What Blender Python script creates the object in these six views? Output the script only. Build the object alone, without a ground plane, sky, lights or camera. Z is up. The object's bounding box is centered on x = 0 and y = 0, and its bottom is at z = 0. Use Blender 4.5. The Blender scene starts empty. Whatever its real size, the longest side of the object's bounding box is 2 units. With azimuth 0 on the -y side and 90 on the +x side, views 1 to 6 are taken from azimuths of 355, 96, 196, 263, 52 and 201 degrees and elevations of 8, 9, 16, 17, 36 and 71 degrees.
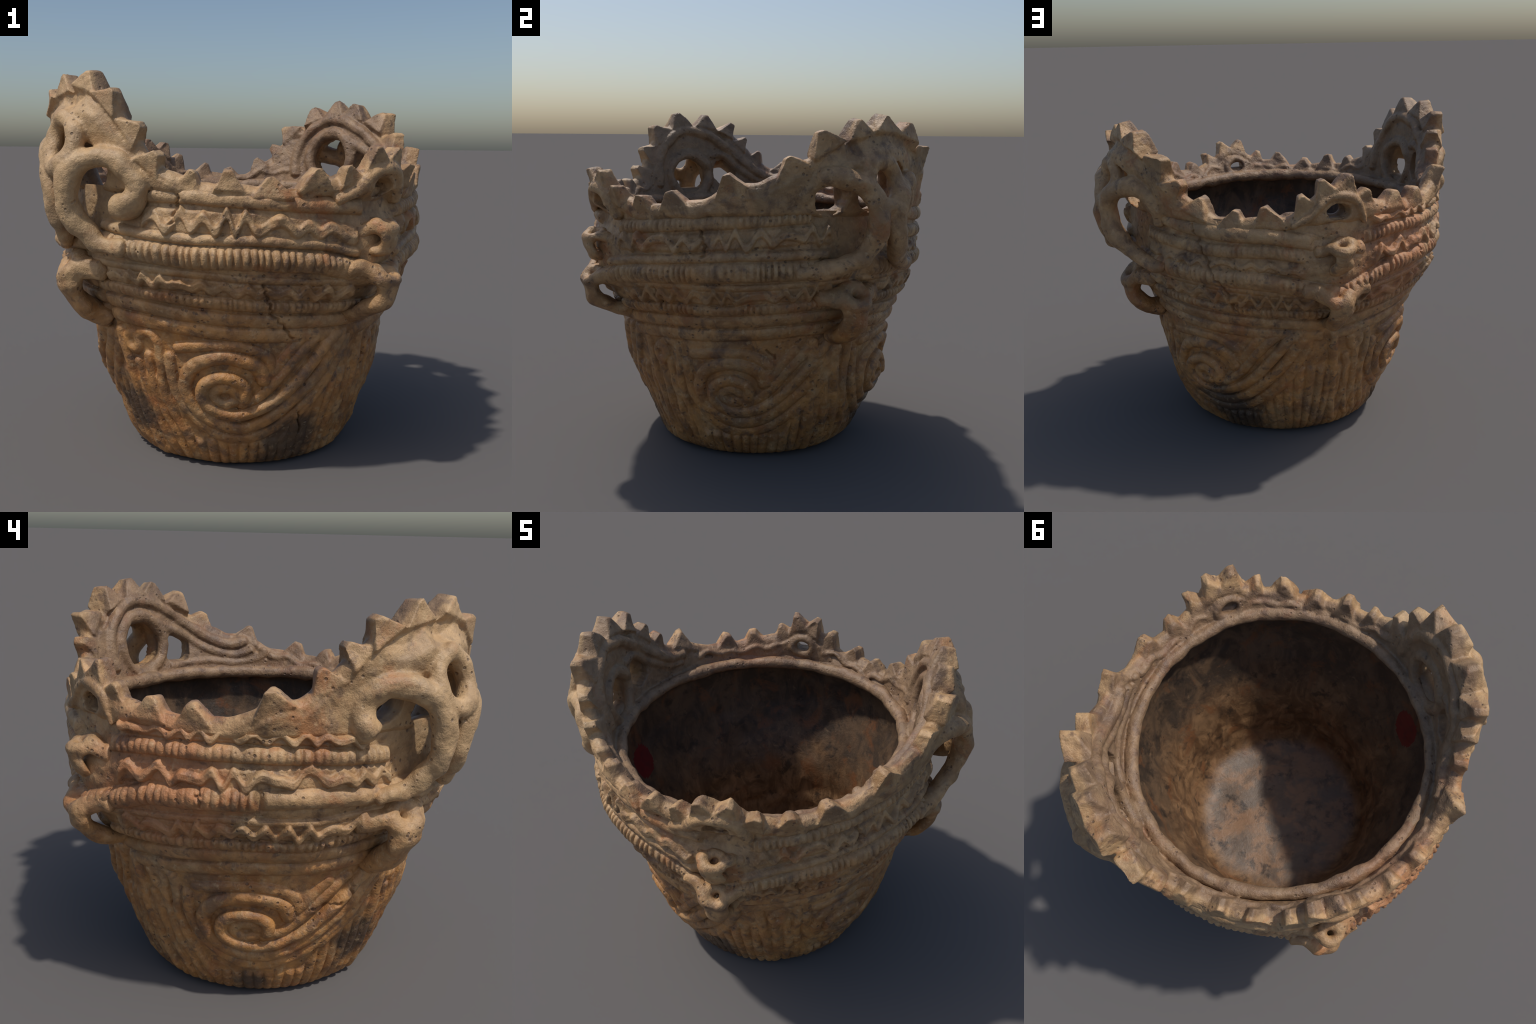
# A fired-clay "flame rim" cooking jar: lathe-like vessel covered with applied clay
# coils (plain, notched, zigzag, spiral), an open flame-shaped crown on the rim,
# two big scrolled handles and strap lugs at the corners.
import bpy, math
import numpy as np
from mathutils.kdtree import KDTree

rng = np.random.default_rng(7)
RAD = math.pi / 180.0

# ------------------------------------------------------------------ helpers
def pos(az, r, z):
    """azimuth in degrees (0 = -y, 90 = +x), radius, height -> xyz"""
    a = np.radians(np.asarray(az, float))
    r = np.asarray(r, float)
    return np.stack([r * np.sin(a), -r * np.cos(a), np.asarray(z, float) + 0 * a], -1)

def smooth01(x):
    x = np.clip(x, 0, 1)
    return x * x * (3 - 2 * x)

def wrap(d):
    return (np.asarray(d) + 180.0) % 360.0 - 180.0

def catmull(pts, n=8, closed=False):
    """Catmull-Rom through control rows, n samples per span"""
    P = np.asarray(pts, float)
    if closed:
        P = np.vstack([P[-1], P, P[0], P[1]])
    else:
        P = np.vstack([2 * P[0] - P[1], P, 2 * P[-1] - P[-2]])
    out = []
    for i in range(1, len(P) - 2):
        a, b, c, d = P[i - 1], P[i], P[i + 1], P[i + 2]
        for t in np.linspace(0, 1, n, endpoint=False):
            out.append(0.5 * (2 * b + (c - a) * t + (2 * a - 5 * b + 4 * c - d) * t * t + (3 * b - a - 3 * c + d) * t ** 3))
    if not closed:
        out.append(P[-2])
    return np.array(out)

def periodic(table):
    """periodic piecewise-smooth function of azimuth from (az, value) knots"""
    t = sorted((a % 360.0, v) for a, v in table)
    xs = np.array([t[-1][0] - 360] + [a for a, _ in t] + [t[0][0] + 360])
    ys = np.array([t[-1][1]] + [v for _, v in t] + [t[0][1]])
    def f(az):
        return np.interp(np.asarray(az) % 360.0, xs, ys)
    return f

class LatticeNoise:
    """smooth value noise with wrap, for coarse clay unevenness"""
    def __init__(self, seed, n=64):
        self.g = np.random.default_rng(seed).uniform(-1, 1, (n, n, n)); self.n = n
    def __call__(self, P, scale):
        Q = np.asarray(P) * scale + 100.0
        i = np.floor(Q).astype(int); f = Q - i; f = f * f * (3 - 2 * f); n = self.n
        r = 0
        for dx in (0, 1):
            for dy in (0, 1):
                for dz in (0, 1):
                    w = (f[..., 0] if dx else 1 - f[..., 0]) * (f[..., 1] if dy else 1 - f[..., 1]) * (f[..., 2] if dz else 1 - f[..., 2])
                    r = r + w * self.g[(i[..., 0] + dx) % n, (i[..., 1] + dy) % n, (i[..., 2] + dz) % n]
        return r
NOISE = LatticeNoise(11)

def mesh_from(name, verts, faces):
    me = bpy.data.meshes.new(name)
    me.from_pydata([tuple(v) for v in verts], [], faces)
    me.update()
    return me

def quads_mesh(name, V, F):
    """fast mesh creation from numpy quads"""
    me = bpy.data.meshes.new(name)
    n, m = len(V), len(F)
    me.vertices.add(n); me.vertices.foreach_set("co", np.ascontiguousarray(V, np.float32).ravel())
    k = F.shape[1]
    me.loops.add(m * k); me.loops.foreach_set("vertex_index", np.ascontiguousarray(F, np.int32).ravel())
    me.polygons.add(m)
    me.polygons.foreach_set("loop_start", np.arange(0, m * k, k, dtype=np.int32))
    me.update(calc_edges=True)
    return me

# ------------------------------------------------------------------ materials
def clay_material(name, kind):
    m = bpy.data.materials.new(name); m.use_nodes = True
    nt = m.node_tree; N = nt.nodes; L = nt.links; N.clear()
    out = N.new("ShaderNodeOutputMaterial"); bs = N.new("ShaderNodeBsdfPrincipled")
    L.new(bs.outputs[0], out.inputs[0])
    tc = N.new("ShaderNodeTexCoord")
    def noise(scale, detail=4, rough=0.55, dist=0.0, seed=(0, 0, 0), stretch=(1, 1, 1)):
        mp = N.new("ShaderNodeMapping"); mp.inputs["Location"].default_value = seed; mp.inputs["Scale"].default_value = stretch
        L.new(tc.outputs["Object"], mp.inputs[0])
        n = N.new("ShaderNodeTexNoise"); n.inputs["Scale"].default_value = scale; n.inputs["Detail"].default_value = detail
        n.inputs["Roughness"].default_value = rough; n.inputs["Distortion"].default_value = dist
        L.new(mp.outputs[0], n.inputs["Vector"]); return n.outputs["Fac"]
    def ramp(fac, lo, hi, a=0.0, b=1.0):
        r = N.new("ShaderNodeMapRange"); r.interpolation_type = 'SMOOTHSTEP'
        for k, v in zip(("From Min", "From Max", "To Min", "To Max"), (lo, hi, a, b)): r.inputs[k].default_value = v
        L.new(fac, r.inputs[0]); return r.outputs[0]
    def mix(fac, a, b, mode='MIX'):
        x = N.new("ShaderNodeMix"); x.data_type = 'RGBA'; x.blend_type = mode
        if isinstance(fac, float): x.inputs[0].default_value = fac
        else: L.new(fac, x.inputs[0])
        for s, v in ((6, a), (7, b)):
            if isinstance(v, tuple): x.inputs[s].default_value = (*v, 1)
            else: L.new(v, x.inputs[s])
        return x.outputs[2]
    def math_(op, a, b):
        x = N.new("ShaderNodeMath"); x.operation = op
        for i, v in enumerate((a, b)):
            if isinstance(v, float): x.inputs[i].default_value = v
            else: L.new(v, x.inputs[i])
        return x.outputs[0]
    def blob(c, rad, soft=0.35, rough=0.25, seed=0.0):
        """soft-edged spot around a point, broken up by noise"""
        d = N.new("ShaderNodeVectorMath"); d.operation = 'DISTANCE'; L.new(tc.outputs["Object"], d.inputs[0]); d.inputs[1].default_value = c
        n = noise(9.0, 4, 0.6, 0.3, (seed, seed * 2, 3))
        dd = math_('ADD', math_('DIVIDE', d.outputs["Value"], float(rad)), math_('MULTIPLY', math_('SUBTRACT', n, 0.5), rough * 4))
        return ramp(dd, 1 - soft, 1 + soft, 1, 0)
    sep = N.new("ShaderNodeSeparateXYZ"); L.new(tc.outputs["Object"], sep.inputs[0])
    if kind == "outer":
        mid = ramp(noise(7.0, 5, 0.62, 0.5, (3, 1, 7)), 0.36, 0.66)
        fine = ramp(noise(20.0, 4, 0.62, 0.4, (13, 5, 1)), 0.36, 0.66)
        buff = mix(mid, (0.550, 0.340, 0.166), (0.330, 0.186, 0.084))
        orange = mix(mid, (0.530, 0.250, 0.076), (0.310, 0.135, 0.042))
        # orange fired clay on the lower vessel, buff on the upper half, in drifting patches
        hgt = math_('ADD', sep.outputs["Z"], math_('MULTIPLY', math_('SUBTRACT', noise(2.6, 4, 0.6, 0.3, (9, 2, 2)), 0.5), 1.3))
        col = mix(ramp(hgt, 0.50, 1.25), orange, buff)
        # paler tan wear drifting over the orange
        col = mix(math_('MULTIPLY', ramp(noise(9.0, 5, 0.65, 0.5, (51, 7, 3)), 0.50, 0.66), 0.55), col, (0.520, 0.325, 0.155))
        # grey-olive buff drifts
        col = mix(math_('MULTIPLY', ramp(noise(3.0, 4, 0.6, 0.5, (31, 2, 5)), 0.52, 0.68), 0.40), col, (0.300, 0.210, 0.112))
        # rusty flushes
        col = mix(math_('MULTIPLY', ramp(noise(4.5, 5, 0.65, 0.5, (20, 4, 1)), 0.53, 0.68), 0.7), col, (0.380, 0.140, 0.045))
        col = mix(math_('MULTIPLY', blob((-0.80, 0.52, 1.16), 0.30, 0.5, 0.4), 0.55), col, (0.540, 0.195, 0.075))
        # dark purplish-brown stains in two sizes
        col = mix(math_('MULTIPLY', ramp(noise(5.0, 6, 0.68, 0.6, (5, 15, 2)), 0.52, 0.67), 0.62), col, (0.120, 0.068, 0.045))
        col = mix(math_('MULTIPLY', ramp(noise(15.0, 4, 0.65, 0.5, (41, 3, 2)), 0.53, 0.69), 0.66), col, (0.115, 0.068, 0.048))
        # buff lightened round the front handle, painting in its bright highlights
        col = mix(math_('MULTIPLY', blob((-0.72, -0.74, 1.50), 0.50, 0.5, 0.45, 8.0), 0.45), col, (0.600, 0.420, 0.230))
        # soot on the lower body
        for c, r, s in (((0.22, -0.62, 0.13), 0.17, 1.0), ((0.16, 0.60, 0.22), 0.17, 2.0), ((-0.52, -0.40, 0.28), 0.13, 3.0),
                        ((-0.62, 0.10, 0.07), 0.10, 4.0), ((0.05, 0.62, 0.10), 0.12, 5.0)):
            col = mix(math_('MULTIPLY', blob(c, r, 0.4, 0.5, s), 0.85), col, (0.042, 0.030, 0.022))
        # fine mottling, small dark pits, pale scuffs
        col = mix(math_('MULTIPLY', fine, 0.24), col, (0.150, 0.090, 0.050))
        vo = N.new("ShaderNodeTexVoronoi"); vo.inputs["Scale"].default_value = 30.0; L.new(tc.outputs["Object"], vo.inputs["Vector"])
        pit = math_('MULTIPLY', ramp(vo.outputs["Distance"], 0.12, 0.26, 1, 0), ramp(noise(7.0, 2, 0.5, 0, (1, 1, 9)), 0.50, 0.60))
        col = mix(math_('MULTIPLY', pit, 0.55), col, (0.070, 0.046, 0.042))
        col = mix(math_('MULTIPLY', ramp(noise(32.0, 4, 0.6, 0.2, (7, 7, 7)), 0.56, 0.74), 0.42), col, (0.600, 0.425, 0.235))
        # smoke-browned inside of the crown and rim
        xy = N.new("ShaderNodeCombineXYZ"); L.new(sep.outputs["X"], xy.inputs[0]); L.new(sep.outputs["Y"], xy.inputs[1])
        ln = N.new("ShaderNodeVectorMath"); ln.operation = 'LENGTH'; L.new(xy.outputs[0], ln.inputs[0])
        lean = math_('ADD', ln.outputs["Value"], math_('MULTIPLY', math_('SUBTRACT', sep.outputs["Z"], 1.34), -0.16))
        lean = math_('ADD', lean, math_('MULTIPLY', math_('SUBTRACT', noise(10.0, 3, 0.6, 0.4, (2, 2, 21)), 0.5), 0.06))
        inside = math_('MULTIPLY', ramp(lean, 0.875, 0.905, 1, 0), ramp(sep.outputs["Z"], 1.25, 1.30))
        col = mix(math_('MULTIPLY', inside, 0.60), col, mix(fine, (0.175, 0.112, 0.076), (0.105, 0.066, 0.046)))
        rough = 0.52; bump_d = 0.009
        hfield = math_('ADD', math_('ADD', noise(40.0, 4, 0.6), math_('MULTIPLY', noise(150.0, 3, 0.6), 0.35)), math_('MULTIPLY', pit, -0.8))
    elif kind == "inner":
        mid = ramp(noise(7.0, 6, 0.68, 0.8, (1, 2, 3), (1, 1, 0.6)), 0.38, 0.64)
        col = mix(mid, (0.048, 0.033, 0.023), (0.125, 0.076, 0.043))
        low = math_('ADD', sep.outputs["Z"], math_('MULTIPLY', math_('SUBTRACT', noise(3.5, 4, 0.6, 0.6, (4, 4, 1)), 0.5), 0.8))
        streak = ramp(noise(9.0, 6, 0.7, 1.0, (6, 1, 2), (1, 1, 0.45)), 0.38, 0.66)
        col = mix(ramp(low, 0.95, 0.45), col, mix(streak, (0.110, 0.056, 0.025), (0.280, 0.158, 0.076)))
        col = mix(math_('MULTIPLY', ramp(noise(5.0, 5, 0.68, 0.6, (30, 1, 1)), 0.53, 0.68), 0.7), col, (0.180, 0.068, 0.024))
        # paler, patchy floor with grey and pinkish encrustation
        d = N.new("ShaderNodeVectorMath"); d.operation = 'DISTANCE'; L.new(tc.outputs["Object"], d.inputs[0]); d.inputs[1].default_value = (0.03, 0.01, 0.11)
        floor = ramp(math_('ADD', d.outputs["Value"], math_('MULTIPLY', math_('SUBTRACT', noise(8.0, 4, 0.6, 0.5, (3, 3, 1)), 0.5), 0.30)), 0.40, 0.62, 1, 0)
        fcol = mix(ramp(noise(6.0, 4, 0.6, 0.3, (2, 6, 1)), 0.42, 0.58), (0.130, 0.096, 0.072), (0.240, 0.138, 0.078))
        fcol = mix(math_('MULTIPLY', ramp(noise(9.0, 4, 0.62, 0.3, (12, 6, 1)), 0.52, 0.66), 0.75), fcol, (0.075, 0.050, 0.036))
        col = mix(math_('MULTIPLY', floor, 0.85), col, fcol)
        col = mix(math_('MULTIPLY', ramp(noise(11.0, 4, 0.65, 0.3, (8, 3, 3)), 0.54, 0.70), 0.75), col, (0.020, 0.015, 0.012))
        col = mix(math_('MULTIPLY', ramp(noise(20.0, 4, 0.62, 0.3, (18, 3, 7)), 0.60, 0.76), 0.45), col, (0.260, 0.165, 0.090))
        # traces of red lettering paint
        for c, r in (((0.55, -0.42, 1.02), 0.05), ((-0.28, 0.70, 1.08), 0.05), ((0.72, 0.18, 1.27), 0.03)):
            col = mix(math_('MULTIPLY', blob(c, r, 0.3, 0.7, 6.0), 0.6), col, (0.330, 0.055, 0.020))
        rough = 0.5; bump_d = 0.006
        hfield = math_('ADD', noise(18.0, 6, 0.68, 0.6), math_('MULTIPLY', noise(80.0, 3, 0.6), 0.3))
    elif kind == "red":
        col = mix(ramp(noise(20.0, 4, 0.6), 0.4, 0.7), (0.150, 0.006, 0.008), (0.110, 0.006, 0.008))
        rough = 0.5; bump_d = 0.003; hfield = noise(40.0, 3, 0.6)
    if isinstance(col, tuple): bs.inputs["Base Color"].default_value = (*col, 1)
    else: L.new(col, bs.inputs["Base Color"])
    bs.inputs["Roughness"].default_value = rough
    bs.inputs["Specular IOR Level"].default_value = 0.5
    bp = N.new("ShaderNodeBump"); bp.inputs["Strength"].default_value = 0.7; bp.inputs["Distance"].default_value = bump_d
    L.new(hfield, bp.inputs["Height"]); L.new(bp.outputs[0], bs.inputs["Normal"])
    return m

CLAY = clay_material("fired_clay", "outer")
SOOT = clay_material("sooted_clay", "inner")
REDP = clay_material("red_paint", "red")

# ------------------------------------------------------------------ hierarchy
root = bpy.data.objects.new("clay_pot", None)
root["label"] = "ancient orange clay jar with flame rim, spirals and looped handles"
root["category"] = "clay pot"
bpy.context.scene.collection.objects.link(root)

def add_object(name, me, mat, parent=root, kind=None):
    ob = bpy.data.objects.new(name, me)
    me.materials.clear(); me.materials.append(mat)
    bpy.context.scene.collection.objects.link(ob)
    ob.parent = parent
    if kind: ob["kind"] = kind
    return ob

def split_by_label(me, face_label, info):
    """cut one smooth mesh into part objects; shared border vertices, whole-surface normals.
    info: label -> (object name, material, parent, kind)"""
    n = len(me.vertices)
    V = np.empty(n * 3, np.float32); me.vertices.foreach_get("co", V); V = V.reshape(-1, 3)
    NR = np.empty(n * 3, np.float32); me.vertices.foreach_get("normal", NR); NR = NR.reshape(-1, 3)
    nl = len(me.loops); LV = np.empty(nl, np.int32); me.loops.foreach_get("vertex_index", LV)
    k = nl // len(me.polygons)
    F = LV.reshape(-1, k)
    made = {}
    for lab in np.unique(face_label):
        f = F[face_label == lab]
        ids, inv = np.unique(f, return_inverse=True)
        name, mat, parent, kind = info[int(lab)]
        sub = quads_mesh(name, V[ids], inv.reshape(-1, k))
        sub.polygons.foreach_set("use_smooth", np.ones(len(f), bool))
        sub.normals_split_custom_set_from_vertices([tuple(x) for x in NR[ids]])
        made[int(lab)] = add_object(name, sub, mat, parent() if callable(parent) else parent, kind)
    return made

# ------------------------------------------------------------------ vessel profile (bare wall, no coils)
PROFILE = [(0.00, .522), (0.012, .547), (0.04, .572), (0.10, .606), (0.20, .645), (0.30, .680), (0.43, .722), (0.55, .751),
           (0.65, .771), (0.74, .793), (0.82, .822), (0.90, .858), (0.98, .890), (1.03, .908), (1.07, .922), (1.12, .930), (1.2, .934),
           (1.30, .934), (1.38, .928), (1.42, .92)]
PZ, PR = np.array(PROFILE).T
def wall_radius(z): return np.interp(z, PZ, PR)
def axis_y(z): return -0.009 * (1 - smooth01(np.asarray(z) / 0.5))
def axis_x(z): return 0.010 * (1 - smooth01(np.asarray(z) / 0.9))

CORNERS = (37.0, -147.0)              # strap-lug corners
HANDLES = (-52.0, 130.5)              # big scrolled handles

# heights of the running bands
N1Z = periodic([(-66, 1.115), (-44, 1.14), (-34, 1.12), (-18, 1.10), (0, 1.095), (20, 1.070), (29, 1.03), (37, .990), (45, 1.025), (56, 1.055), (69, 1.072),
                (91, 1.10), (110, 1.11), (121, 1.105), (150, 1.10), (170, 1.085), (-170, 1.065), (-156, 1.025), (-147, .995), (-138, 1.04),
                (-126, 1.11), (-105, 1.13), (-85, 1.134)])
N2Z = periodic([(-60, .93), (-33, .91), (-7, .88), (20, .85), (37, .84), (63, .878), (91, .895), (113, .915), (130, .92), (150, .915), (170, .893),
                (-170, .87), (-147, .85), (-133, .868), (-105, .905), (-83, .89)])
C3Z = periodic([(-60, .85), (-33, .835), (-7, .803), (25, .775), (37, .77), (62, .80), (91, .83), (114, .85), (130, .85), (165, .82), (-170, .80),
                (-147, .77), (-135, .79), (-106, .838), (-82, .835)])

# ------------------------------------------------------------------ outer wall as a relief surface
NA, NZ = 1500, 350
az = np.linspace(-180, 180, NA, endpoint=False)
zz = np.linspace(0, 1.40, NZ)
zz[:6] = [0, .003, .007, .012, .018, .025]; zz[6:] = np.linspace(.031, 1.40, NZ - 6)
A, Z = np.meshgrid(az, zz)                     # rows = height
P0 = pos(A, wall_radius(Z), Z)

relief = np.zeros_like(Z)
label = np.zeros(Z.shape, np.int32)            # 0 = bare wall
part_info = {0: ("vessel_wall", CLAY, root, None)}
def new_label(name):
    k = len(part_info); part_info[k] = (name, CLAY, root, None); return k

def lay(h, lab, sl=None):
    """press a coil into the relief (highest wins)"""
    s = sl if sl is not None else (slice(None), slice(None))
    r = relief[s]; win = h > r + 0.002
    relief[s] = np.maximum(r, h)
    label[s] = np.where(win, lab, label[s])

def coil_profile(d, w, H, p=0.55):
    q = np.clip(1 - (d / w) ** 2, 0, 1)
    return H * q ** p

def az_window(a0, a1, soft=2.5):
    """1 inside the azimuth interval a0..a1 (degrees, going up)"""
    mid = (a0 + a1) / 2; half = abs(a1 - a0) / 2
    return smooth01((half - np.abs(wrap(A - mid))) / soft)

def band(name, zf, w, H, a0, a1, notch=0.0, pitch=2.2, tilt=0.0, seed=0, p=0.5):
    zc = zf(A) + 0.004 * NOISE(np.stack([A * 0.05, 0 * A, 0 * A + seed], -1), 1.0)
    d = np.abs(Z - zc)
    h = coil_profile(d, w, H, p)
    if notch:
        jig = 0.35 * NOISE(np.stack([A * 0.25, 0 * A + seed, 0 * A], -1), 1.0)
        ph = ((A + tilt * (Z - zc)) / pitch + jig) % 1.0
        amp = 0.70 + 0.50 * NOISE(np.stack([A * 0.15, 0 * A, 0 * A + seed + 5], -1), 1.0)
        h = h * (1 - notch * amp * np.exp(-((ph - 0.5) / 0.19) ** 2))
    h = h * az_window(a0, a1)
    lay(h, new_label(name))

def zigzag(name, zf, w, H, amp, period, a0, a1, seed=0):
    """a pinched, snaking coil pressed on as a zigzag; uneven in beat and height"""
    ph = A / period + 0.55 * NOISE(np.stack([A * 0.10, 0 * A, 0 * A + seed], -1), 1.0)
    tri = 2 * np.abs(2 * (ph % 1.0) - 1) - 1
    tri = np.sin(tri * 1.57)
    am = amp * (0.80 + 0.70 * NOISE(np.stack([A * 0.14, 0 * A + 9, 0 * A + seed], -1), 1.0))
    zc = zf(A) + .006 * NOISE(np.stack([A * 0.07, 0 * A, 0 * A + seed + 3], -1), 1.0)
    d = np.abs(Z - zc - am * tri)
    slope = 4 * amp / (period * 0.0163)
    d = d / math.sqrt(1 + 0.45 * slope ** 2)
    win = az_window(a0, a1)
    hh = H * (0.85 + .4 * NOISE(np.stack([A * 0.3, Z * 10, 0 * A + seed], -1), 1.0))
    h = np.minimum(coil_profile(d, w, 1.15, 0.7), 1.0) * hh * win
    back = 0.30 * H * smooth01((amp + w - np.abs(Z - zc)) / 0.02) * win      # clay squashed behind it
    lay(np.maximum(h, back), new_label(name))

off = lambda f, k: (lambda a: f(a) + k)
lin = lambda *t: periodic(list(t))
# panel A (front): coil, zigzag, coil, notched
band("coil", lin((-38, 1.372), (-18, 1.367), (-7, 1.352), (20, 1.326), (34, 1.31)), .036, .030, -33, 33, seed=1)
zigzag("wavy_coil", off(N1Z, .15), .031, .044, .029, 7.6, -32, 30, seed=2)
band("coil", off(N1Z, .082), .026, .030, -47, 31, seed=3)
# panel B (right): notched, zigzag, coil, notched
band("notched_coil", lin((45, 1.29), (69, 1.325), (91, 1.350), (110, 1.375), (118, 1.38)), .036, .032, 46, 114, notch=.42, pitch=1.9, seed=4)
zigzag("wavy_coil", lin((45, 1.21), (69, 1.235), (91, 1.26), (112, 1.285), (118, 1.28)), .026, .038, .027, 6.6, 47, 120, seed=5)
band("coil", off(N1Z, .078), .028, .030, 42, 120, seed=6)
# panel C (back): rope, notched, zigzag, notched
band("coil", lin((140, 1.40), (171, 1.335), (191, 1.312), (205, 1.28)), .042, .030, 146, 206, seed=7)
band("notched_coil", lin((140, 1.27), (171, 1.235), (191, 1.235), (206, 1.20)), .036, .032, 142, 203, notch=.30, pitch=2.0, seed=8)
zigzag("wavy_coil", lin((140, 1.18), (171, 1.158), (191, 1.152), (206, 1.10)), .020, .026, .022, 6.8, 142, 203, seed=9)
# panel D (left): zigzag, notched, zigzag, notched
zigzag("wavy_coil", lin((222, 1.38), (255, 1.385), (275, 1.375), (290, 1.36)), .020, .044, .020, 6.2, 224, 290, seed=10)
band("notched_coil", lin((222, 1.29), (234, 1.308), (255, 1.316), (275, 1.306), (296, 1.29)), .036, .034, 221, 297, notch=.45, pitch=2.1, seed=11)
zigzag("wavy_coil", lin((222, 1.18), (234, 1.20), (255, 1.215), (275, 1.213), (297, 1.20)), .026, .040, .027, 7.2, 224, 298, seed=12)
# main notched band under everything, one length per panel; the last stretch of the left panel is smooth
band("notched_coil", N1Z, .053, .052, -50, 37, notch=.40, pitch=2.15, seed=13)
band("notched_coil", N1Z, .053, .052, 37, 128, notch=.40, pitch=2.0, seed=14)
band("notched_coil", N1Z, .053, .048, 133, 213, notch=.28, pitch=2.2, seed=15)
band("notched_coil", N1Z, .053, .052, 213, 263, notch=.45, pitch=2.2, seed=16)
band("coil", N1Z, .044, .040, 262, 307, seed=17)
# lower bands
for i, (a0, a1) in enumerate(((-54, 38), (38, 130), (130, 213), (213, 306))):
    band("coil", off(N2Z, .125), .020, .018, a0, a1, seed=20 + i)
    zigzag("wavy_coil", off(N2Z, .070), .026, .040, .021, 6.4, a0 + 6, a1 - 5, seed=24 + i)
    band("notched_coil", N2Z, .032, .037, a0, a1, notch=.35, pitch=2.1, seed=28 + i)
    band("coil", C3Z, .036, .029, a0, a1, seed=32 + i)
    band("coil", off(C3Z, -.072), .036, .027, a0, a1, seed=36 + i)

# spirals: strands of clay in local metres (x right, z up) around each spiral centre
STRANDS = [
    ("spiral_coil", .030, .026, [(.04, -.035), (-.02, -.055), (-.065, -.01), (-.035, .03), (.02, .03), (.045, .0)]),
    ("spiral_coil", .034, .040, [(.085, -.02), (.085, .035), (.044, .075), (-.02, .09), (-.095, .055), (-.12, -.006), (-.095, -.065), (-.01, -.110),
                                 (.088, -.107), (.214, -.05), (.308, .03), (.42, .17), (.51, .30)]),
    ("spiral_coil", .036, .030, [(.175, .075), (.15, .135), (.088, .172), (-.02, .19), (-.14, .145), (-.195, .057), (-.19, -.03), (-.145, -.105),
                                 (-.05, -.165), (.07, -.185), (.2, -.142), (.34, -.03), (.46, .1), (.55, .25)]),
    ("spiral_coil", .030, .024, [(.075, -.055), (.14, -.025), (.214, .044), (.308, .165), (.41, .28)]),
    ("spiral_coil", .028, .020, [(-.215, .225), (-.07, .245), (.088, .24), (.19, .185), (.215, .11), (.27, .19), (.33, .265)]),
    ("ridge", .026, .022, [(-.44, .25), (-.37, .285), (-.325, .25), (-.315, .15), (-.325, .02), (-.30, -.12), (-.245, -.25), (-.20, -.36)]),
    ("ridge", .026, .020, [(-.385, .16), (-.375, .02), (-.355, -.13), (-.31, -.27), (-.27, -.38)]),
    ("ridge", .024, .020, [(-.45, .12), (-.43, -.02), (-.41, -.16), (-.375, -.30), (-.345, -.38)]),
    ("ridge", .030, .026, [(-.535, .27), (-.52, .10), (-.505, -.10), (-.48, -.28), (-.455, -.39)]),
    ("ridge", .026, .022, [(.40, .02), (.46, .12), (.515, .24)]), ("ridge", .026, .022, [(.36, -.14), (.47, -.02), (.545, .12), (.59, .25)]),
    ("spiral_coil", .030, .020, [(-.265, .17), (-.262, .04), (-.235, -.06), (-.16, -.16), (-.05, -.235), (.09, -.25), (.24, -.20), (.38, -.09), (.49, .04), (.58, .2)]),
]
K = 0.0127      # metres per degree at spiral height
PANELS = [(-8.6, .42, 1.0, 1.0), (86.5, .405, .95, .95), (160.0, .43, 1.0, 1.0), (-100.5, .435, 1.02, .92)]
for az_c, z_c, sx, sz in PANELS:
    for j, (nm, w, H, pts) in enumerate(STRANDS):
        H = H * (.80 if az_c == 86.5 else 1.12)
        q = catmull(pts, 6) * [sx, sz]
        pa, pz = az_c + q[:, 0] / K, np.clip(z_c + q[:, 1], .03, .70)
        lab = new_label(nm)
        lo, hi = pa.min() - 5, pa.max() + 5
        cols = np.where(np.abs(wrap(az - (lo + hi) / 2)) < (hi - lo) / 2)[0]
        rows = np.where((zz > pz.min() - .06) & (zz < pz.max() + .06))[0]
        sl = np.ix_(rows, cols)
        X = wrap(A[sl] - az_c) * K; Y = Z[sl]
        best = np.full(X.shape, 9.0)
        for (xa, ya), (xb, yb) in zip(zip((pa[:-1] - az_c) * K, pz[:-1]), zip((pa[1:] - az_c) * K, pz[1:])):
            dx, dy = xb - xa, yb - ya
            t = np.clip(((X - xa) * dx + (Y - ya) * dy) / (dx * dx + dy * dy + 1e-12), 0, 1)
            best = np.minimum(best, np.hypot(X - xa - t * dx, Y - ya - t * dy))
        lay(coil_profile(best, w, H, .5), lab, sl)
# small roundels at the top left of each spiral
for az_c, z_c in ((-45.0, .645), (54.0, .595), (-132.5, .635), (121.0, .62)):
    lab = new_label("roundel")
    d = np.hypot(wrap(A - az_c) * K, (Z - z_c) * .8)
    lay(coil_profile(np.abs(d - .030), .026, .026, .6), lab)
    lay(coil_profile(d, .018, .016, .6), lab)

# upright combed ridges on the foot and between the spirals
ph = (A + 1.2 * NOISE(np.stack([A * .08, Z * 3, 0 * A], -1), 1.0)) / 4.7 % 1.0
ridge = .020 * np.clip(np.sin(ph * math.pi), 0, 1) ** .6
near = np.min([np.abs(wrap(A - (c[0] + 4))) for c in PANELS], axis=0)
top = .17 + .34 * smooth01((near - 18) / 14)
ridge *= smooth01((top - Z) / .04) * (0.80 + .5 * NOISE(P0, 7.0))
ridge = np.clip(ridge, 0, .03)
relief = np.maximum(relief, ridge)

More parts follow.
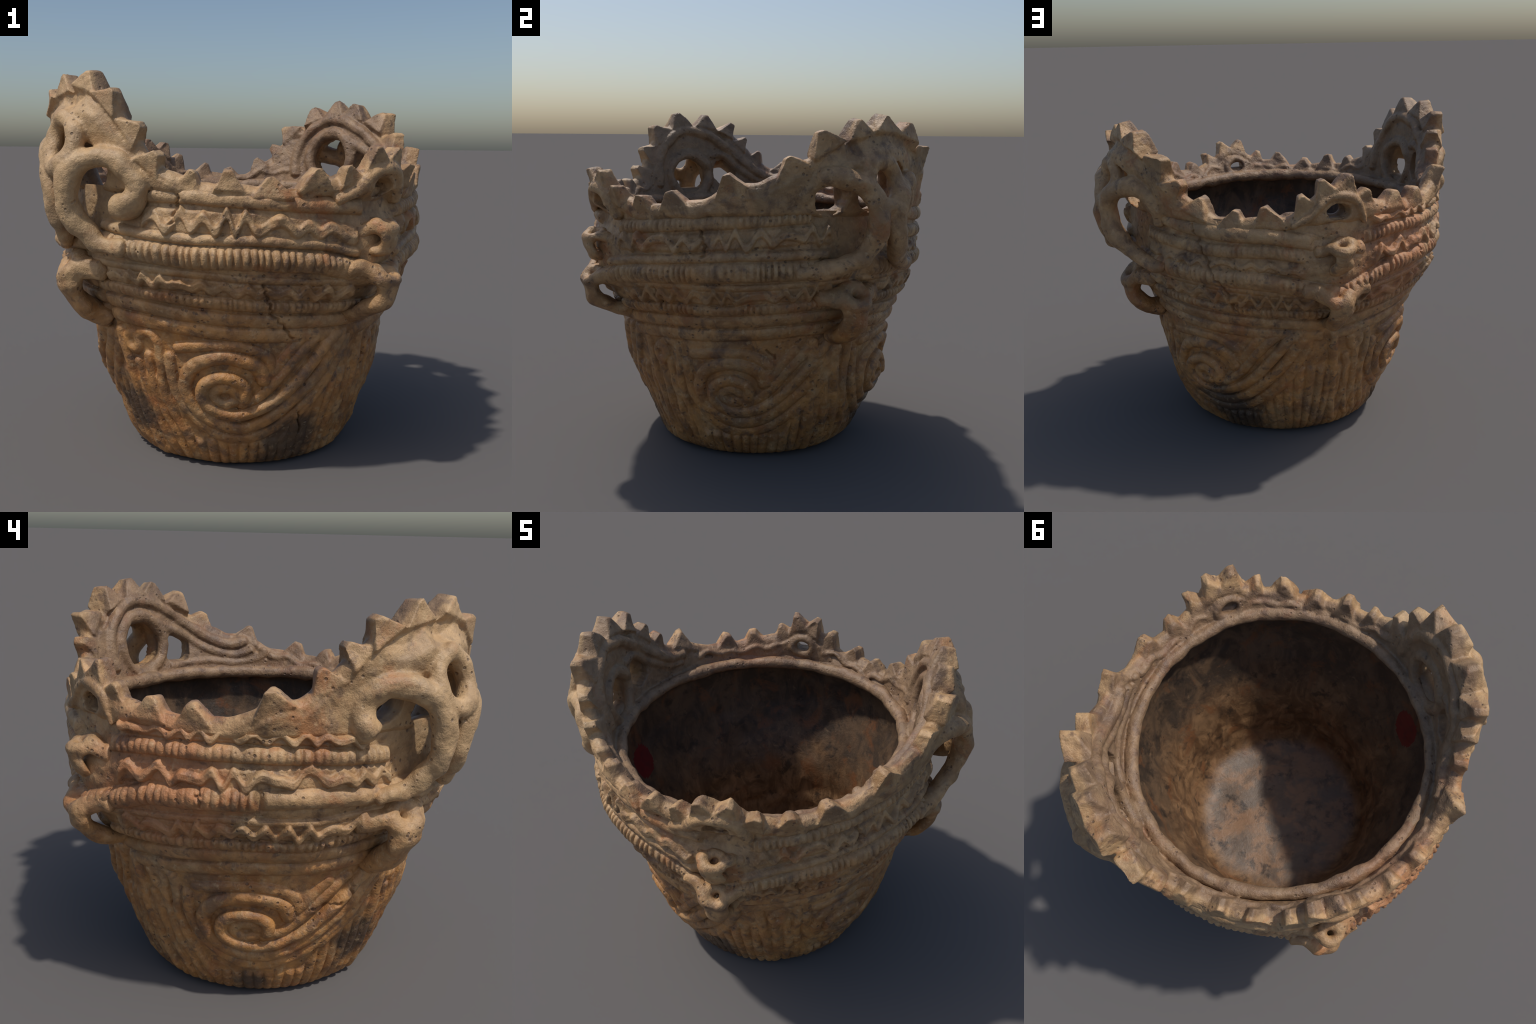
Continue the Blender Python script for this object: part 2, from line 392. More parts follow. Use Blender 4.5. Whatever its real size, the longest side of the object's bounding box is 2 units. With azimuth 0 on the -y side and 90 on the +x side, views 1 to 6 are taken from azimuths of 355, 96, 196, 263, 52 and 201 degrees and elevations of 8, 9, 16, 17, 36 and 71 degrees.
# corners swell where the bands run out onto the lugs
swell = np.zeros_like(Z)
for c in CORNERS:
    swell += .060 * np.exp(-(wrap(A - c) / 11.0) ** 2) * smooth01((Z - .92) / .10) * smooth01((1.30 - Z) / .12)
swell += .030 * np.exp(-(wrap(A - 135) / 22.0) ** 2) * np.exp(-((Z - .24) / .18) ** 2)      # dented, lopsided back
swell += .012 * np.exp(-(wrap(A + 92) / 30.0) ** 2) * smooth01((Z - .8) / .2)
swell += .030 * np.exp(-(wrap(A - 165) / 9.0) ** 2) * np.exp(-((Z - .39) / .07) ** 2)       # back spiral stands proud
swell += .020 * np.exp(-(wrap(A - 146) / 22.0) ** 2) * np.exp(-((Z - .42) / .14) ** 2)
swell -= .022 * np.exp(-(wrap(A - 197) / 17.0) ** 2) * np.exp(-((Z - .58) / .18) ** 2)
swell -= .008 * np.exp(-(wrap(A - 188) / 24.0) ** 2) * smooth01((Z - .6) / .2) * smooth01((1.35 - Z) / .1)
for c in CORNERS:
    swell += .050 * np.exp(-(wrap(A - c) / 8.0) ** 2) * smooth01((Z - .80) / .12) * smooth01((1.06 - Z) / .10)
swell -= .010 * np.exp(-(wrap(A + 40) / 28.0) ** 2) * np.exp(-((Z - .90) / .10) ** 2)
# cracks where old breaks were glued: narrow wandering grooves (azimuth, height) polylines
CRACKS = [[(-20.0, 1.41), (-20.4, 1.33), (-22.0, 1.24)], [(3.0, .97), (5.0, .89), (6.5, .83), (11.0, .76), (14.0, .70)],
          [(79.0, 1.30), (80.3, 1.24), (80.0, 1.17)], [(165.5, 1.36), (168.0, 1.26), (171.0, 1.14), (175.0, 1.03), (178.0, .88)],
          [(-79.0, .54), (-74.0, .545), (-69.0, .56)], [(-66.0, .66), (-65.0, .56)], [(100.0, .66), (104.0, .62)], [(60.0, .98), (62.0, .88)],
          [(-112.0, 1.16), (-111.5, 1.09)], [(20.0, .30), (24.0, .18)]]
crack = np.zeros_like(Z)
for cr in CRACKS:
    q = catmull(cr, 5); q = q + np.stack([.5 * np.sin(np.arange(len(q)) * 2.3), .004 * np.cos(np.arange(len(q)) * 3.1)], -1)
    for (a1, z1), (a2, z2) in zip(q[:-1], q[1:]):
        X1, X2, XX = 0.0, (a2 - a1) * .0155, wrap(A - a1) * .0155
        near_ = np.abs(XX) < .15
        t = np.clip((XX * X2 + (Z - z1) * (z2 - z1)) / (X2 * X2 + (z2 - z1) ** 2 + 1e-12), 0, 1)
        dd = np.hypot(XX - t * X2, Z - z1 - t * (z2 - z1))
        crack = np.maximum(crack, np.where(near_, np.exp(-(dd / .0055) ** 2), 0))
lump = .008 * NOISE(P0, 3.0) + .004 * NOISE(P0, 9.0) + .0038 * NOISE(P0, 21.0) + .0018 * NOISE(P0, 48.0) - .020 * crack
foot = smooth01(Z / .03)
R = wall_radius(Z) + relief * (.35 + .65 * foot) + swell + lump * foot
OUT = pos(A, R, Z)
OUT[..., 1] += axis_y(Z); OUT[..., 0] += axis_x(Z)

# ring-shaped seams in the mesh: foot underside, outside, sloping rim shelf, inside, floor
INNER = [(1.395, .875), (1.345, .840), (1.31, .815), (1.27, .828), (1.20, .836), (1.10, .828), (1.0, .800), (0.90, .764), (0.80, .722), (0.65, .656), (0.50, .614), (0.38, .595),
         (0.27, .578), (0.19, .552), (0.145, .500), (0.128, .41), (0.122, .28), (0.118, .18), (0.116, .08)]
iz, ir = catmull(INNER, 6).T
ninn = len(iz)
AI, ZI = np.meshgrid(az, iz); _, RI = np.meshgrid(az, ir)
PI = pos(AI, RI, ZI)
bumpy = .010 * NOISE(PI, 3.5) + .005 * NOISE(PI, 11.0) + (.020 * NOISE(PI, 5.5) + .010 * NOISE(PI * [1, 1, 2.0], 13.0)) * np.exp(-((ZI - .40) / .22) ** 2)
inn_k = smooth01((1.30 - ZI) / .1)
RI = RI + bumpy * inn_k * np.clip(RI / .3, 0, 1)
RI = RI + .045 * np.exp(-(wrap(AI - 188) / 34.0) ** 2) * np.exp(-((ZI - .40) / .22) ** 2) + .024 * np.exp(-(wrap(AI - 222) / 28.0) ** 2) * np.exp(-((ZI - .95) / .22) ** 2)
PI = pos(AI, RI, ZI + .010 * NOISE(PI, 7.0) * smooth01((.20 - ZI) / .06)); PI[..., 1] += .014 * (1 - smooth01((ZI - .15) / .75)) - .005; PI[..., 0] += axis_x(ZI) * .5 + .010 * smooth01(ZI / .6)
# underside
UND = []
for k in (.985, .93, .7, .35, .08):
    q = OUT[0].copy(); q[:, 0] *= k; q[:, 1] = (q[:, 1] + .03) * k - .03; q[:, 2] = .004 if k < .95 else .001; UND.append(q)
GRID = np.concatenate([np.array(UND[::-1]), OUT, PI], 0)
nr = GRID.shape[0]
V = GRID.reshape(-1, 3)
i, j = np.meshgrid(np.arange(nr - 1), np.arange(NA), indexing="ij")
j2 = (j + 1) % NA
F = np.stack([i * NA + j, i * NA + j2, (i + 1) * NA + j2, (i + 1) * NA + j], -1).reshape(-1, 4)
# labels per face
nu = len(UND)
INT = len(part_info); part_info[INT] = ("interior_wall", SOOT, root, None)
RED = len(part_info); part_info[RED] = ("red_paint_mark", REDP, root, None)
FL = np.zeros((nr - 1, NA), np.int32)
FL[nu:nu + NZ - 1] = label[:-1]
FL[nu + NZ + 9:] = INT
cen = GRID[:-1] + 0.0
dred = np.hypot(np.hypot(cen[..., 0] + .631, cen[..., 1] + .473), cen[..., 2] - 1.00) + .012 * NOISE(cen, 22.0)
FL[(dred < .105) & (FL == INT)] = RED
whole = quads_mesh("whole", V, F)
whole.polygons.foreach_set("use_smooth", np.ones(len(F), bool))
split_by_label(whole, FL.reshape(-1), part_info)
bpy.data.meshes.remove(whole)
def disc(name, row, mat, up):
    c = row.mean(0); n = len(row)
    idx = list(range(n)) if up else list(range(n))[::-1]
    fc = [(n, idx[a], idx[(a + 1) % n]) for a in range(n)]
    add_object(name, mesh_from(name, np.vstack([row, c]), fc), mat)
disc("interior_floor", GRID[-1], SOOT, True)
disc("base_underside", GRID[0], CLAY, False)

# ------------------------------------------------------------------ applied pieces (crown, handles, lugs)
pieces = []        # (label, verts, faces)
ainfo = {}
def alabel(name, parent=root, kind=None):
    k = len(ainfo); ainfo[k] = (name, CLAY, parent, kind); return k

def tube(lab, path, rad, sides=12, squash=1.0, side_axis=None, closed=False, lump=.004):
    """sweep an elliptic section along a path. rad scalar or per-point; squash widens along side_axis(p)"""
    P = np.asarray(path, float); n = len(P)
    rad = np.broadcast_to(np.asarray(rad, float), (n,))
    if closed: T = np.roll(P, -1, 0) - np.roll(P, 1, 0)
    else: T = np.gradient(P, axis=0)
    T /= np.linalg.norm(T, axis=1)[:, None] + 1e-12
    radial = P * [1, 1, 0]; radial /= np.linalg.norm(radial, axis=1)[:, None] + 1e-9
    if side_axis is None:
        S = np.cross(T, radial); bad = np.linalg.norm(S, axis=1) < .2
        S[bad] = np.cross(T[bad], [0, 0, 1])
    else:
        S = np.broadcast_to(np.asarray(side_axis, float), P.shape).copy(); S -= T * (S * T).sum(1)[:, None]
    S /= np.linalg.norm(S, axis=1)[:, None] + 1e-9
    U = np.cross(S, T)
    an = np.linspace(0, 2 * math.pi, sides, endpoint=False)
    ring = P[:, None] + rad[:, None, None] * (squash * np.cos(an)[None, :, None] * S[:, None] + np.sin(an)[None, :, None] * U[:, None])
    ring = ring + lump * NOISE(ring, 14.0)[..., None] * (ring - P[:, None]) / (rad[:, None, None] + 1e-9)
    Vv = ring.reshape(-1, 3); Fc = []
    m = n if closed else n - 1
    for a in range(m):
        b = (a + 1) % n
        for s in range(sides):
            t = (s + 1) % sides
            Fc.append((a * sides + s, a * sides + t, b * sides + t, b * sides + s))
    if not closed:
        tips = np.array([P[0] - T[0] * rad[0] * .6, P[-1] + T[-1] * rad[-1] * .6])
        Vv = np.vstack([Vv, tips]); a, b = n * sides, n * sides + 1
        for s in range(sides):
            t = (s + 1) % sides
            Fc.append((a, t, s)); Fc.append((b, (n - 1) * sides + s, (n - 1) * sides + t))
    pieces.append((lab, Vv, Fc))

def cyl_path(pts, n=7, closed=False):
    """spline through (azimuth, radius, height) control points -> xyz"""
    q = catmull(pts, n, closed)
    return pos(q[:, 0], q[:, 1], q[:, 2])

# --- flame crown: tips of the teeth (azimuth, radius, height)
TIPS = [(-96, .975, 1.575), (-114.5, .925, 1.50), (-125, .914, 1.51), (-136, .925, 1.545), (-143, .92, 1.62), (-152, .917, 1.606), (-159, .924, 1.525),
        (-170.3, .917, 1.475), (-179.6, .90, 1.450), (169, .905, 1.509), (163, .95, 1.585), (158.5, 1.01, 1.71), (145.8, .99, 1.835), (135.2, .99, 1.869),
        (125.5, .968, 1.847), (113, 1.015, 1.787), (104, .99, 1.665), (87.5, .955, 1.58), (69.4, .93, 1.49), (58.4, .94, 1.463), (49.4, .98, 1.51),
        (42.5, .985, 1.583), (33.4, .99, 1.586), (25.0, .96, 1.50), (16.5, .945, 1.494), (4.5, .91, 1.456), (-6.7, .92, 1.483), (-16, .92, 1.482),
        (-24.7, .956, 1.552), (-29.2, .97, 1.67), (-36.3, .985, 1.82), (-46.5, .955, 1.91), (-60.3, .96, 1.903), (-72.5, .965, 1.838),
        (-78.4, .925, 1.744), (-84.2, .92, 1.652)]
TIPS = sorted(TIPS)
KA = .0163       # metres per degree on the crown
tipr = periodic([(a, r) for a, r, z in TIPS]); tipz = periodic([(a, z) for a, r, z in TIPS])
EYES = [(134.5, 1.515, 8.4, .126), (-50.0, 1.483, 8.2, .118)]
def crown_mid(a, z):
    k = np.clip((z - 1.34) / (tipz(a) - 1.34), 0, 1.15)
    return .900 + (tipr(a) - .900) * k
# closed outline of tip points for distance tests
tx = np.array([t[0] for t in TIPS]); tz = np.array([t[2] for t in TIPS])
# wide gaps between teeth sag below the straight line from tip to tip
ext = [(TIPS[k - 1][0] - (360 if k == 0 else 0), TIPS[k - 1][2], a_, z_) for k, (a_, r_, z_) in enumerate(TIPS)]
sag = [((a1_ + a2_) / 2, (z1_ + z2_) / 2 - .045) for a1_, z1_, a2_, z2_ in ext if math.hypot((a2_ - a1_) * KA, z2_ - z1_) > .19]
allp = np.array(sorted(list(zip(tx, tz)) + [((a_ + 180) % 360 - 180, z_) for a_, z_ in sag]))
TX = np.concatenate([allp[-2:, 0] - 360, allp[:, 0], allp[:2, 0] + 360]) * KA; TZ = np.concatenate([allp[-2:, 1], allp[:, 1], allp[:2, 1]])
def outline_distance(a, z):
    X = wrap(a) * KA; best = np.full(np.shape(X), 9.0)
    for k in range(len(TX) - 1):
        dx, dy = TX[k + 1] - TX[k], TZ[k + 1] - TZ[k]
        t = np.clip(((X - TX[k]) * dx + (z - TZ[k]) * dy) / (dx * dx + dy * dy), 0, 1)
        best = np.minimum(best, np.hypot(X - TX[k] - t * dx, z - TZ[k] - t * dy))
    return best
crown_obj = bpy.data.objects.new("flame_crown", None); bpy.context.scene.collection.objects.link(crown_obj); crown_obj.parent = root
wallab = alabel("crown_wall", crown_obj)
ca = np.arange(-180, 180, .6); cz = np.arange(1.30, 1.90, .0095)
CA, CZ = np.meshgrid(ca, cz)
keep = (CZ < tipz(CA)) & (outline_distance(CA, CZ) > .098)
for ea, ez, ha, hz in EYES:
    keep &= (wrap(CA - ea) / ha) ** 2 + ((CZ - ez) / hz) ** 2 > 1
for a0, z0, ha, hz in ((118.0, 1.470, 5.2, .090), (-67.6, 1.505, 5.2, .082), (37.5, 1.405, 3.6, .040), (-146.5, 1.435, 3.6, .040)):   # side openings
    keep &= (wrap(CA - a0) / ha) ** 2 + ((CZ - z0) / hz) ** 2 > 1
th = .050
def peak_bulge(a, z):
    """extra thickness on the outside of the two tall peaks"""
    g = 0
    for a0, z0 in ((-53.0, 1.68), (131.0, 1.63)):
        pit_ = np.exp(-((wrap(a - a0 - .5) / 4.2) ** 2 + ((z - z0 + .09) / .075) ** 2))
        g = g + .078 * np.exp(-(wrap(a - a0) / 13.0) ** 2) * np.exp(-((z - z0) / .15) ** 2) * (1 - pit_)
    for a0, z0, k_ in ((37.0, 1.40, .030), (-146.5, 1.42, .004)):
        g = g + k_ * np.exp(-(wrap(a - a0) / 11.0) ** 2) * np.exp(-((z - z0) / .10) ** 2)
    return g
def crown_surface(side):
    r = crown_mid(CA, CZ) + side * (th if side > 0 else th + .012)
    if side > 0: r = r + peak_bulge(CA, CZ) * smooth01((outline_distance(CA, CZ) - .09) / .07) - .040 * smooth01((1.40 - CZ) / .05)
    return pos(CA, r, CZ).reshape(-1, 3)
nz_, na_ = CA.shape
ii, jj = np.meshgrid(np.arange(nz_ - 1), np.arange(na_), indexing="ij")
cellk = keep[:-1] & keep[1:] & np.roll(keep, -1, 1)[:-1] & np.roll(keep, -1, 1)[1:]
base = nz_ * na_
cf = []
def vid(i_, j_): return i_ * na_ + (j_ % na_)
for i_, j_ in zip(ii[cellk], jj[cellk]):
    q = (vid(i_, j_), vid(i_, j_ + 1), vid(i_ + 1, j_ + 1), vid(i_ + 1, j_))
    cf.append(q); cf.append(tuple(base + v for v in q[::-1]))
    for di, dj, e in ((-1, 0, (q[0], q[1])), (1, 0, (q[2], q[3])), (0, 1, (q[1], q[2])), (0, -1, (q[3], q[0]))):
        ni, nj = i_ + di, (j_ + dj) % na_
        if not (0 <= ni < nz_ - 1 and cellk[ni, nj]):
            cf.append((e[1], e[0], base + e[0], base + e[1]))
pieces.append((wallab, np.vstack([crown_surface(1), crown_surface(-1)]), cf))

# teeth: blunt wedges standing on the outline, with a thick lip between them
nt_ = len(TIPS)
lip = []
for k in range(nt_):
    a0, r0, z0 = TIPS[k]; pa, pr_, pz_ = TIPS[k - 1]; na, nr_, nz2 = TIPS[(k + 1) % nt_]
    s0, sp, sn = 0.0, wrap(pa - a0) * KA, wrap(na - a0) * KA
    d1 = np.array([-sp, z0 - pz_]); d2 = np.array([sn, nz2 - z0])
    L1, L2 = np.linalg.norm(d1), np.linalg.norm(d2)
    tdir = d1 / L1 + d2 / L2; tdir /= np.linalg.norm(tdir); nd = np.array([-tdir[1], tdir[0]])
    lab = alabel("tooth", crown_obj)
    hgt = .100
    b1, b2 = (L1 * .50 if L1 < .19 else .095), (L2 * .50 if L2 < .19 else .095)
    thick = .052 + .008 * rng.uniform(-1, 1) + (.012 if z0 > 1.7 else 0)
    Vt = []
    for u, h, w in ((-b1, -.02, .040), (b2, -.02, .040), (-b1 * .88, .010, thick), (b2 * .88, .010, thick), (-.015, hgt - .002, .036), (.015, hgt - .002, .036)):
        base2 = np.array([0, z0]) - nd * hgt + tdir * u + nd * h
        aa = a0 + base2[0] / KA
        rr = float(crown_mid(aa, base2[1]))
        if h > .05: rr = r0
        for sgn in (1, -1):
            jit = rng.uniform(-.011, .011, 3) * (1.0 if h < .05 else .6)
            Vt.append(pos(aa, rr + sgn * w, base2[1]) + jit)
    # order: pairs (outer, inner) for six stations
    o = lambda s_: 2 * s_
    n_ = lambda s_: 2 * s_ + 1
    Ft = [(o(0), o(1), o(3), o(2)), (o(2), o(3), o(5), o(4)), (n_(1), n_(0), n_(2), n_(3)), (n_(3), n_(2), n_(4), n_(5)),
          (o(4), o(5), n_(5), n_(4)), (o(0), o(2), n_(2), n_(0)), (o(2), o(4), n_(4), n_(2)), (o(3), o(1), n_(1), n_(3)), (o(5), o(3), n_(3), n_(5)), (o(1), o(0), n_(0), n_(1))]
    pieces.append((lab, np.array(Vt), Ft))
    # lip control points: below the tip and at the valley towards the next tooth
    lp = np.array([0, z0]) - nd * .100
    lip.append((a0 + lp[0] / KA, lp[1]))
    mid = np.array([sn / 2, (z0 + nz2) / 2]); dn = d2 / L2; nn = np.array([-dn[1], dn[0]])
    lv = mid - nn * (.098 if L2 < .19 else .128)
    lip.append((a0 + lv[0] / KA, lv[1]))
la = np.array(lip); la[:, 0] = np.unwrap(la[:, 0], period=360)
lq = catmull(np.vstack([la, la[:1] + [360, 0]]), 5)[:-1]
liplab = alabel("crown_lip", crown_obj)
tube(liplab, pos(lq[:, 0], crown_mid(lq[:, 0], lq[:, 1]), lq[:, 1]), .046, closed=True, sides=10)

# --- raised arcs on the inner and outer face of the crown
def face_coil(pts, rad, side, name="crown_coil", n=6, closed=False):
    q = catmull(pts, n, closed)
    r = crown_mid(q[:, 0], q[:, 1]) + side * th
    tube(alabel(name, crown_obj), pos(q[:, 0], r, q[:, 1]), rad, sides=10, closed=closed)
for (ea, ez, ha, hz), sg in zip(EYES, (1, 1)):
    t = np.linspace(0, 2 * math.pi, 14, endpoint=False)
    face_coil(np.stack([ea + (ha + 1.7) * np.cos(t), ez + (hz + .030) * np.sin(t)], -1), .036, -1, "eye_ring", closed=True)
# second arc round the eye running off into the long sweep (towards smaller azimuth in both peaks)
face_coil([(150.5, 1.40), (150.8, 1.53), (146.5, 1.66), (138, 1.745), (130, 1.745), (122, 1.69), (113, 1.60), (104, 1.515), (96, 1.475), (89.5, 1.50)], .036, -1)
face_coil([(124, 1.60), (117, 1.565), (109, 1.485), (101, 1.435), (93, 1.42), (87, 1.45)], .028, -1)
face_coil([(122, 1.375), (112, 1.385), (102, 1.385), (92, 1.375), (84, 1.40), (82, 1.45)], .022, -1)
face_coil([(-33.5, 1.42), (-34.5, 1.56), (-38.5, 1.68), (-46, 1.775), (-54, 1.785), (-62, 1.74), (-70, 1.66), (-77, 1.57), (-86, 1.48), (-93, 1.46)], .036, -1)
face_coil([(-60, 1.62), (-68, 1.61), (-75, 1.525), (-84, 1.44), (-92, 1.415)], .028, -1)
# thin wavy coil just above the rim ring on the low stretches
for a0, a1, ph0 in ((-28, 28, 0.0), (46, 80, .4), (-136, -100, .2), (-206, -156, .7)):
    aa = np.linspace(a0, a1, int((a1 - a0) / 1.6))
    zc_ = np.minimum(tipz(aa) - .105, 1.415) + .012 * np.sin((aa / 10.5 + ph0) * 2 * math.pi)
    tube(alabel("crown_coil", crown_obj), pos(aa, crown_mid(aa, zc_) - th, zc_), .020, sides=8)
# small peaks: a ring round each opening
for a0, z0 in ((37.5, 1.405), (-146.5, 1.435)):
    t = np.linspace(0, 2 * math.pi, 12, endpoint=False)
    ringp = np.stack([a0 + 4.6 * np.cos(t), z0 + .055 * np.sin(t)], -1)
    face_coil(ringp, .024, -1, "eye_ring", closed=True)
    # arch sweeping over the opening on the outside
    face_coil([(a0 - 15, z0 - .06), (a0 - 9, z0 - .01), (a0 - 4.5, z0 + .062), (a0 + .5, z0 + .085), (a0 + 5, z0 + .06), (a0 + 7.5, z0 - .01), (a0 + 9, z0 - .07)], .030 if a0 > 0 else .021, 1)

# --- rim ring on the inner edge
rl = alabel("rim_ring")
ra = np.linspace(-180, 180, 180, endpoint=False)
rp = pos(ra, .806 + .006 * np.sin(ra * RAD * 3), 1.333 + .006 * np.sin(ra * RAD * 2 + 1)); rp[:, 1] -= .02
tube(rl, rp, .036, sides=12, closed=True)

# --- big scrolled handles
def handle_parent(name="handle"):
    e = bpy.data.objects.new(name, None); bpy.context.scene.collection.objects.link(e); e.parent = root; return e
def radial_side(a): return np.array([math.cos(a * RAD), math.sin(a * RAD), 0.0])   # tangential direction

HANDLE_SHAPES = [
    dict(a=-52.0, hole_z=1.587,
         arms=[[(-36, .965, 1.125), (-43.5, .99, 1.145), (-47.5, 1.035, 1.215), (-48.7, 1.08, 1.30), (-48.5, 1.095, 1.39), (-47.5, 1.09, 1.46), (-44.5, 1.055, 1.515),
                (-40, 1.02, 1.53), (-35, .985, 1.50), (-31, .97, 1.43), (-31, .97, 1.36), (-34, .98, 1.31), (-38, .985, 1.31)],
               [(-68, .965, 1.115), (-60.5, .99, 1.135), (-56.5, 1.035, 1.21), (-55.2, 1.08, 1.30), (-55.2, 1.095, 1.40), (-56.5, 1.09, 1.48), (-59.5, 1.065, 1.54),
                (-64, 1.02, 1.58), (-69, .98, 1.585), (-73, .96, 1.52), (-73.5, .965, 1.44), (-71.5, .98, 1.39)]],),
    dict(a=131.0, hole_z=1.537,
         arms=[[(108, .965, 1.105), (116, .985, 1.112), (122.5, 1.02, 1.145), (126.5, 1.07, 1.22), (128.2, 1.105, 1.32), (128.0, 1.11, 1.42), (125.5, 1.095, 1.505),
                (120.5, 1.065, 1.56), (115.5, 1.015, 1.57), (111.5, .975, 1.52), (108, .95, 1.45)],
               [(153, .965, 1.10), (146, .985, 1.112), (140, 1.03, 1.175), (136, 1.085, 1.26), (134.2, 1.11, 1.36), (135, 1.105, 1.44), (138.5, 1.07, 1.51),
                (143.5, 1.02, 1.54), (148, .975, 1.505), (150.5, .955, 1.42), (150.5, .945, 1.33)]], ends=(.050, .036)),
]
for H_ in HANDLE_SHAPES:
    par = handle_parent()
    sd = radial_side(H_["a"])
    for arm in H_["arms"]:
        p = cyl_path(arm, 6); n = len(p)
        t = np.linspace(0, 1, n)
        tube(alabel("handle_arm", par), p, np.interp(t, [0, .15, .35, .6, .85, 1], [.034, .048, .056, .055, *(H_.get("ends", (.054, .052)))]), sides=14, lump=.009)
    # thick ring facing outward between the arms and the peak
    t = np.linspace(0, 2 * math.pi, 14, endpoint=False)
    rz = H_["hole_z"] + .108 * np.sin(t)
    ring_ = np.stack([H_["a"] + 5.3 * np.cos(t), 1.078 - .32 * (rz - H_["hole_z"]) - .012 * np.abs(np.cos(t)), rz], -1)
    q = catmull(ring_, 4, True)
    tube(alabel("handle_ring", par), pos(q[:, 0], q[:, 1], q[:, 2]), .044, squash=1.0, sides=14, closed=True, lump=.008)

# --- pierced corner knobs and strap lugs: a pocket ring, two arms back to the wall, a keel running down
def pocket_lug(name, a, ring, ring_rad, tube_rad, tilt, arm_spread, arm_r, arm_z, keel, keel_rad, widen=1.7):
    par = handle_parent(name); sd = radial_side(a)
    rc, zc = ring
    out = np.array([math.sin(a * RAD), -math.cos(a * RAD), 0.0]); up = np.array([0, 0, 1.0])
    c = out * rc + up * zc
    u = out * math.cos(tilt) - up * math.sin(tilt)            # ring leans outward
    t = np.linspace(0, 2 * math.pi, 18, endpoint=False)
    loop = c + ring_rad * (np.cos(t)[:, None] * u + 1.05 * np.sin(t)[:, None] * sd)
    tube(alabel(name + "_ring", par), loop, tube_rad, closed=True, sides=10, lump=.009)
    for sg in (-1, 1):
        e = c + sg * sd * ring_rad * .95
        az_e = math.degrees(math.atan2(e[0], -e[1])); r_e = math.hypot(e[0], e[1])
        p = cyl_path([(a + sg * arm_spread, arm_r, arm_z), (a + sg * arm_spread * .72, arm_r + .012, arm_z), (az_e + sg * 1.0, r_e - .01, e[2] + .004), (az_e, r_e, e[2])], 5)
        tube(alabel(name + "_arm", par), p, tube_rad * 1.15, sides=10, lump=.009)
    q = catmull(keel, 5); n = len(q)
    tube(alabel(name + "_strap", par), pos(np.full(n, a), q[:, 0], q[:, 1]), keel_rad, squash=widen, side_axis=sd, sides=14, lump=.010)

pocket_lug("knob", 36.5, (1.010, 1.228), .046, .032, .35, 7.5, .945, 1.21, [(1.046, 1.210), (1.046, 1.165), (1.015, 1.125), (.95, 1.105)], .032, 1.8)
pocket_lug("knob", -146.5, (.998, 1.252), .046, .032, .35, 7.5, .945, 1.235, [(1.032, 1.235), (1.030, 1.19), (1.00, 1.145), (.945, 1.12)], .032, 1.8)
pocket_lug("lug", 36.5, (1.020, 1.005), .048, .037, .55, 10.0, .965, 1.035, [(1.048, .970), (1.030, .910), (.98, .860), (.90, .825), (.80, .80)], .044, 1.5)
pocket_lug("lug", -147.8, (1.010, .990), .048, .037, .55, 10.0, .965, 1.025, [(1.034, .960), (1.014, .900), (.965, .850), (.89, .815), (.80, .79)], .044, 1.5)
pocket_lug("lug", -59.5, (.965, 1.005), .058, .044, .85, 11.0, .905, 1.00, [(.985, .965), (.985, .905), (.95, .845), (.90, .795), (.80, .745)], .052, 1.6)
pocket_lug("lug", 127.5, (.955, .955), .056, .043, .85, 11.0, .895, .955, [(.975, .915), (.975, .855), (.94, .80), (.89, .76), (.80, .73)], .050, 1.6)

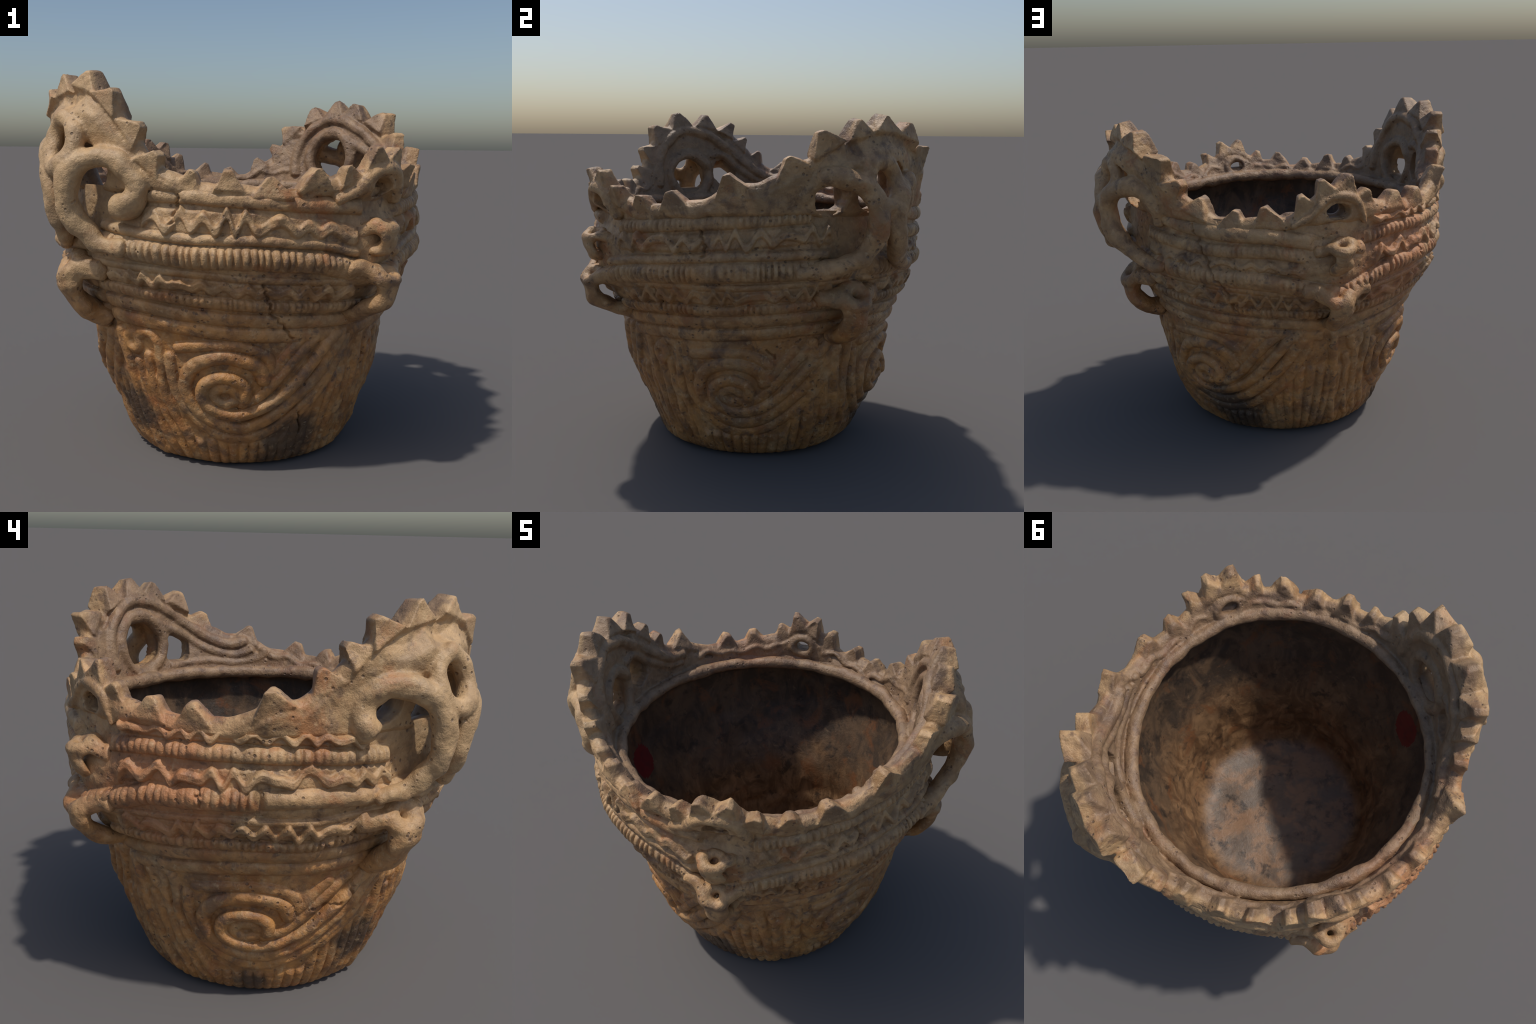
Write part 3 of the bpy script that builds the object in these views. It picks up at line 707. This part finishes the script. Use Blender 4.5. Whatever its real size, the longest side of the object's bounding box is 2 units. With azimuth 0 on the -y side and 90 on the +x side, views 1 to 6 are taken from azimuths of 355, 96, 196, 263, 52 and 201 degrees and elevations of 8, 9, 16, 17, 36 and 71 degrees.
# ------------------------------------------------------------------ fuse the applied clay, then cut it back into named parts
def fuse(pieces, voxel, smooth_iter):
    vs, fs, labs, o_ = [], [], [], 0
    for lab, v, f in pieces:
        vs.append(v); fs += [tuple(o_ + k for k in q) for q in f]; labs.append(np.full(len(v), lab)); o_ += len(v)
    vs = np.vstack(vs); labs = np.concatenate(labs)
    me = mesh_from("clay_lump", vs, fs)
    ob = bpy.data.objects.new("clay_lump", me); bpy.context.scene.collection.objects.link(ob)
    md = ob.modifiers.new("fuse", 'REMESH'); md.mode = 'VOXEL'; md.voxel_size = voxel; md.adaptivity = 0
    if smooth_iter:
        sm = ob.modifiers.new("soften", 'SMOOTH'); sm.factor = .5; sm.iterations = smooth_iter
    dg = bpy.context.evaluated_depsgraph_get()
    res = bpy.data.meshes.new_from_object(ob.evaluated_get(dg))
    bpy.data.objects.remove(ob); bpy.data.meshes.remove(me)
    return res, vs, labs
# per-label fuse keeps facets crisp: one fused skin for everything
res, vs, labs = fuse(pieces, .0062, 5)
n = len(res.vertices)
co = np.empty(n * 3, np.float32); res.vertices.foreach_get("co", co); co = co.reshape(-1, 3)
nrm = np.empty(n * 3, np.float32); res.vertices.foreach_get("normal", nrm); nrm = nrm.reshape(-1, 3)
co = co + nrm * (.0065 * NOISE(co, 14.0) + .0016 * NOISE(co, 36.0))[:, None]
res.vertices.foreach_set("co", co.astype(np.float32).ravel()); res.update()
# label faces by the nearest piece; sparse pieces (teeth) get extra sample points
sp_, sl_ = [vs], [labs]
for lab, v, f in pieces:
    if len(v) < 40:
        c = [np.mean([v[k] for k in q], 0) for q in f]
        c += [(np.array(v[q[0]]) + v[q[1]]) / 2 for q in f]
        sp_.append(np.array(c)); sl_.append(np.full(len(c), lab))
SP = np.vstack(sp_); SL = np.concatenate(sl_)
kd = KDTree(len(SP))
for k, p in enumerate(SP): kd.insert(p, k)
kd.balance()
nf = len(res.polygons)
lv = np.empty(len(res.loops), np.int32); res.loops.foreach_get("vertex_index", lv)
assert len(lv) == nf * 4
Fq = lv.reshape(-1, 4)
vl = np.array([SL[kd.find(p)[1]] for p in co.tolist()])
flab = vl[Fq[:, 0]]
split_by_label(res, flab, ainfo)
bpy.data.meshes.remove(res)
bpy.context.view_layer.update()
